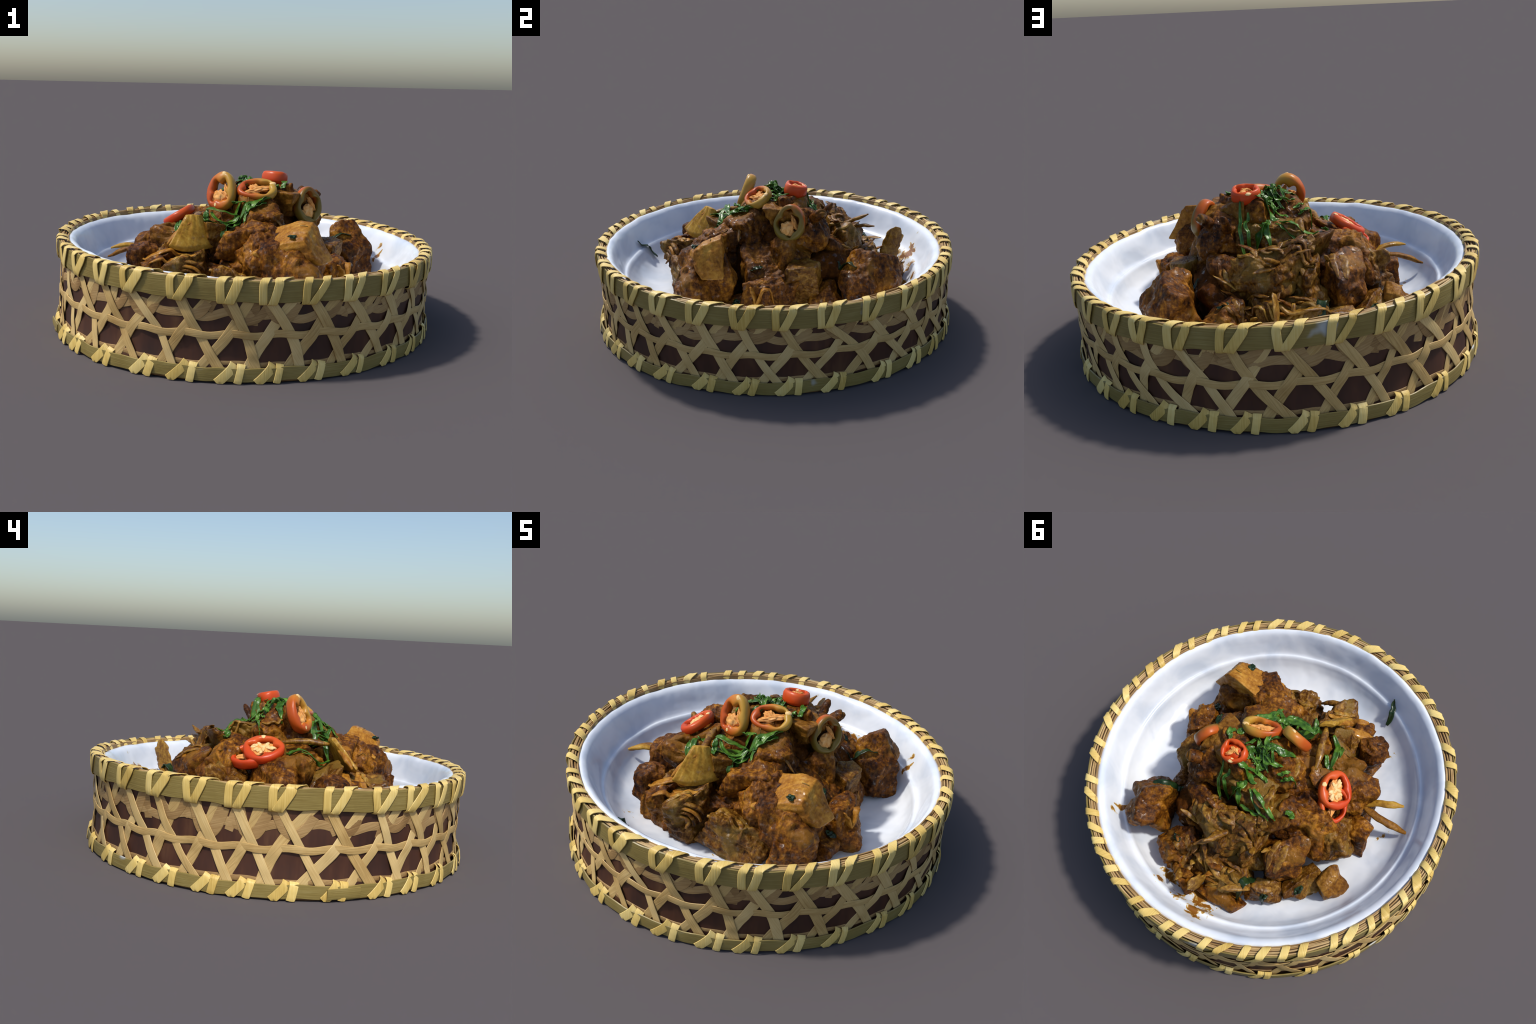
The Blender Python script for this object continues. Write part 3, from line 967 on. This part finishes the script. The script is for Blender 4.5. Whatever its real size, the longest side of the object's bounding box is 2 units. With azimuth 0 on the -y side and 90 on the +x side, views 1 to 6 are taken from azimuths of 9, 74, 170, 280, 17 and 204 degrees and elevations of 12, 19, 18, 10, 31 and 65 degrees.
HERBS = [
    ([(.146, -.184), (.10, -.203), (.051, -.277)], .035), ([(.02, -.19), (-.059, -.205), (-.133, -.25), (-.19, -.30)], .055),
    ([(-.24, -.31), (-.285, -.25), (-.298, -.176), (-.29, -.10)], .032), ([(-.25, -.17), (-.275, -.117), (-.315, -.10)], .026),
    ([(-.27, -.28), (-.31, -.24), (-.32, -.18)], .024), ([(.0, -.02), (-.069, -.013), (-.131, -.036)], .040),
    ([(.12, .124), (.066, .137), (.011, .16)], .036), ([(.14, .215), (.09, .20), (.06, .155)], .045),
    ([(.06, .16), (.08, .21), (.07, .26)], .035), ([(.01, .19), (-.06, .236), (-.15, .296)], .028), ([(.03, .19), (-.02, .25), (-.11, .30)], .018),
    ([(-.08, .087), (-.135, .052)], .022), ([(-.10, .10), (-.17, .07)], .022), ([(-.18, .235), (-.225, .228)], .040),
    ([(.07, -.28), (-.01, -.24), (-.06, -.20)], .028), ([(-.11, -.21), (-.15, -.26), (-.13, -.33)], .035),
    ([(-.05, -.24), (-.06, -.29), (.0, -.30), (.03, -.25)], .022), ([(.03, -.22), (-.02, -.29), (-.05, -.335)], .030),
    ([(.16, -.16), (.108, -.19), (.05, -.21), (.02, -.27)], .030), ([(.06, -.21), (.06, -.27), (.05, -.32)], .018),
    ([(.15, .15), (.17, .19), (.15, .23)], .020), ([(.18, .14), (.20, .20), (.18, .25)], .018), ([(.06, .26), (.0, .27), (-.06, .29)], .022),
    ([(.20, -.05), (.22, -.02), (.20, .03)], .030), ([(.16, -.06), (.19, -.03)], .035),
]
for i, (p, w) in enumerate(HERBS):
    herb(p, w, seed=i)
for i, (p, w) in enumerate([
        ([(-.16, -.22, .625), (-.11, -.235, .622), (-.05, -.25, .615), (.01, -.245, .60)], .034),
        ([(-.13, -.23, .61), (-.10, -.27, .585), (-.05, -.285, .565), (-.01, -.265, .575), (.0, -.24, .60)], .026),
        ([(.14, -.17, .690), (.108, -.19, .675), (.07, -.23, .64), (.055, -.26, .60)], .034),
        ([(.02, -.25, .60), (-.02, -.285, .565), (-.045, -.315, .53), (-.06, -.33, .49)], .034),
        ([(.06, -.24, .64), (.055, -.265, .59), (.06, -.275, .54)], .018),
        ([(-.15, -.22, .62), (-.155, -.25, .585), (-.145, -.29, .56)], .030),
        ([(-.03, -.20, .66), (.0, -.21, .66), (.04, -.20, .665)], .030)]):
    herb(p, w, lift=None, seed=140 + i)
rs = random.Random(11)
for i in range(26):                       # tangle on the summit
    a = rs.uniform(0, TAU)
    r = rs.uniform(0, .085)
    x, y = .025 + r * math.cos(a), .03 + r * math.sin(a)
    d = rs.uniform(0, TAU)
    L = rs.uniform(.04, .085)
    k = rs.uniform(-1.2, 1.2)
    herb([(x + L * s * math.cos(d + k * s), y + L * s * math.sin(d + k * s)) for s in (-.7, -.2, .3, .8)], rs.uniform(.016, .036), lift=rs.uniform(.0, .022), seed=50 + i, curl=1.0)
for i, (p, w) in enumerate([([(.565, .27), (.48, .244), (.408, .231)], .04), ([(-.11, .516), (-.095, .563), (-.063, .648)], .05), ([(-.20, .58), (-.19, .61)], .04),
                            ([(-.36, .47), (-.34, .52)], .04), ([(.33, -.52), (.30, -.50)], .04), ([(.50, -.36), (.46, -.33)], .04), ([(.40, -.24), (.39, -.18)], .035), ([(.31, .50), (.36, .47)], .03)]):
    herb(p, w, M_HERB_DARK, seed=90 + i, lift=.002)
herb([(-.469, -.600), (-.474, -.655), (-.462, -.715)], .032, M_HERB_DARK, seed=101, lift=.0, curl=.1)


# chilli rings ----------------------------------------------------------
def chilli(c, normal, up, rx, ry, wall_w, depth, mat, pith="bar", seed=0, seeds=(), pmat=None):
    rg = random.Random(300 + seed)
    nrm = unit(np.array(normal, float))
    u = np.array(up, float)
    u = unit(u - nrm * (u @ nrm))
    v = np.cross(nrm, u)
    c = np.array(c, float)
    ring = bpy.data.objects.new("chilli_ring", None)
    ring.empty_display_size = .03
    ring.location = c
    COL.objects.link(ring)
    ring.parent = stew
    n = 72
    sect = [(0, -.5), (.35, -.62), (.8, -.55), (1.0, -.3), (1.02, 0), (1.0, .3), (.8, .55), (.35, .62), (0, .5), (-.06, 0)]
    V, F = [], []
    m = len(sect)
    for i in range(n):
        t = TAU * i / n
        wob = 1 + .05 * math.sin(2 * t + seed) + .035 * math.sin(3 * t + 2 * seed)
        for (s, d) in sect:
            inner = 1 - wall_w * (1 + .25 * math.sin(4 * t + seed) + .15 * math.sin(7 * t))
            k = (inner + (1 - inner) * s) * wob
            V.append(u * rx * k * math.cos(t) + v * ry * k * math.sin(t) + nrm * d * depth)
    for i in range(n):
        for j in range(m):
            F.append((i * m + j, ((i + 1) % n) * m + j, ((i + 1) % n) * m + (j + 1) % m, i * m + (j + 1) % m))
    add_mesh("chilli_flesh", V, F, mat, ring)

    def blob(name, p, h, dirv, mm, amp=.25, sd=0):
        D, Fc = ICO3
        a = unit(u * dirv[0] + v * dirv[1])
        b = np.cross(nrm, a)
        W = []
        for q in D:
            s = 1 + amp * noise.noise(Vector(q * 2.2) + Vector((sd, seed, 0)))
            W.append(u * p[0] * rx + v * p[1] * ry + nrm * p[2] + (a * q[0] * h[0] + b * q[1] * h[1] + nrm * q[2] * h[2]) * s)
        add_mesh(name, W, Fc, mm, ring)
    if pith == "bar":       # membrane bar that bridges the ring
        blob("pith", (0, 0, 0), (rx * .74, ry * .22, depth * .34), (1, .25), M_PITH, .5, 1)
        blob("pith", (-.12, .22, 0), (rx * .30, ry * .28, depth * .36), (1, -.4), M_PITH, .5, 2)
    elif pith == "low":     # membrane and seeds collected in the lower half
        blob("pith", (-.30, .10, .08 * depth), (rx * .36, ry * .50, depth * .40), (1, .2), M_PITH, .4, 3)
        blob("pith", (.05, -.34, 0), (rx * .42, ry * .14, depth * .34), (1, .5), M_PITH, .4, 4)
    elif pith == "full":
        blob("pith", (0, 0, -.1 * depth), (rx * .74, ry * .72, depth * .42), (1, 0), M_RED if mat is M_RED else M_PITH, .2, 5)
        blob("pith", (.1, .05, .3 * depth), (rx * .5, ry * .2, depth * .22), (1, .5), M_PITH, .4, 6)
        blob("pith", (-.1, -.05, .3 * depth), (rx * .4, ry * .18, depth * .22), (1, -1), M_PITH, .4, 7)
    elif pith == "seedy":
        blob("pith", (.05, .0, 0), (rx * .56, ry * .44, depth * .4), (1, .2), M_PITH, .5, 8)
        for k in range(22):
            a, r = rg.uniform(0, TAU), .42 * math.sqrt(rg.random())
            blob("seed", (r * math.cos(a) * 1.1, r * math.sin(a) * .85, depth * rg.uniform(.22, .40)), (.017, .009, .006), (math.cos(a), math.sin(a) + .3), M_SEED, .1, k)
    for k, (a, b) in enumerate(seeds):
        blob("seed", (a, b, depth * .45), (.017, .013, .008), (1, k), M_SEED, .1, 40 + k)
    return ring


chilli((-.100, -.122, .705), (-.36, -.86, .36), (.05, .2, 1), .100, .086, .42, .046, M_ORANGE, "low", 1, seeds=[(-.72, .1), (.9, -.1)])
chilli((.085, -.108, .720), (.02, -.55, .83), (1, .1, .05), .100, .078, .30, .038, M_ORANGE, "bar", 2, seeds=[(.80, .35)])
chilli((.150, .085, .762), (.06, .22, .97), (1, .3, 0), .068, .062, .34, .055, M_RED, "full", 3, seeds=[(.1, .78)])
chilli((.340, -.012, .636), (.72, -.66, .22), (0, 0, 1), .100, .080, .30, .045, M_OLIVE, "low", 4)
chilli((-.362, .010, .548), (-.52, .02, .85), (.05, 1, .05), .108, .088, .34, .040, M_RED, "seedy", 5, seeds=[(.15, -.85)])
chilli((-.375, .075, .510), (-.48, .10, .87), (.1, 1, .05), .098, .078, .26, .045, M_RED, "bar", 6)
# half-buried slice on the shoulder of the heap
#strand("chilli_shred", [(.36, .03, .69), (.33, .10, .705), (.30, .17, .70)], .05, .016, M_RED, seed=77)
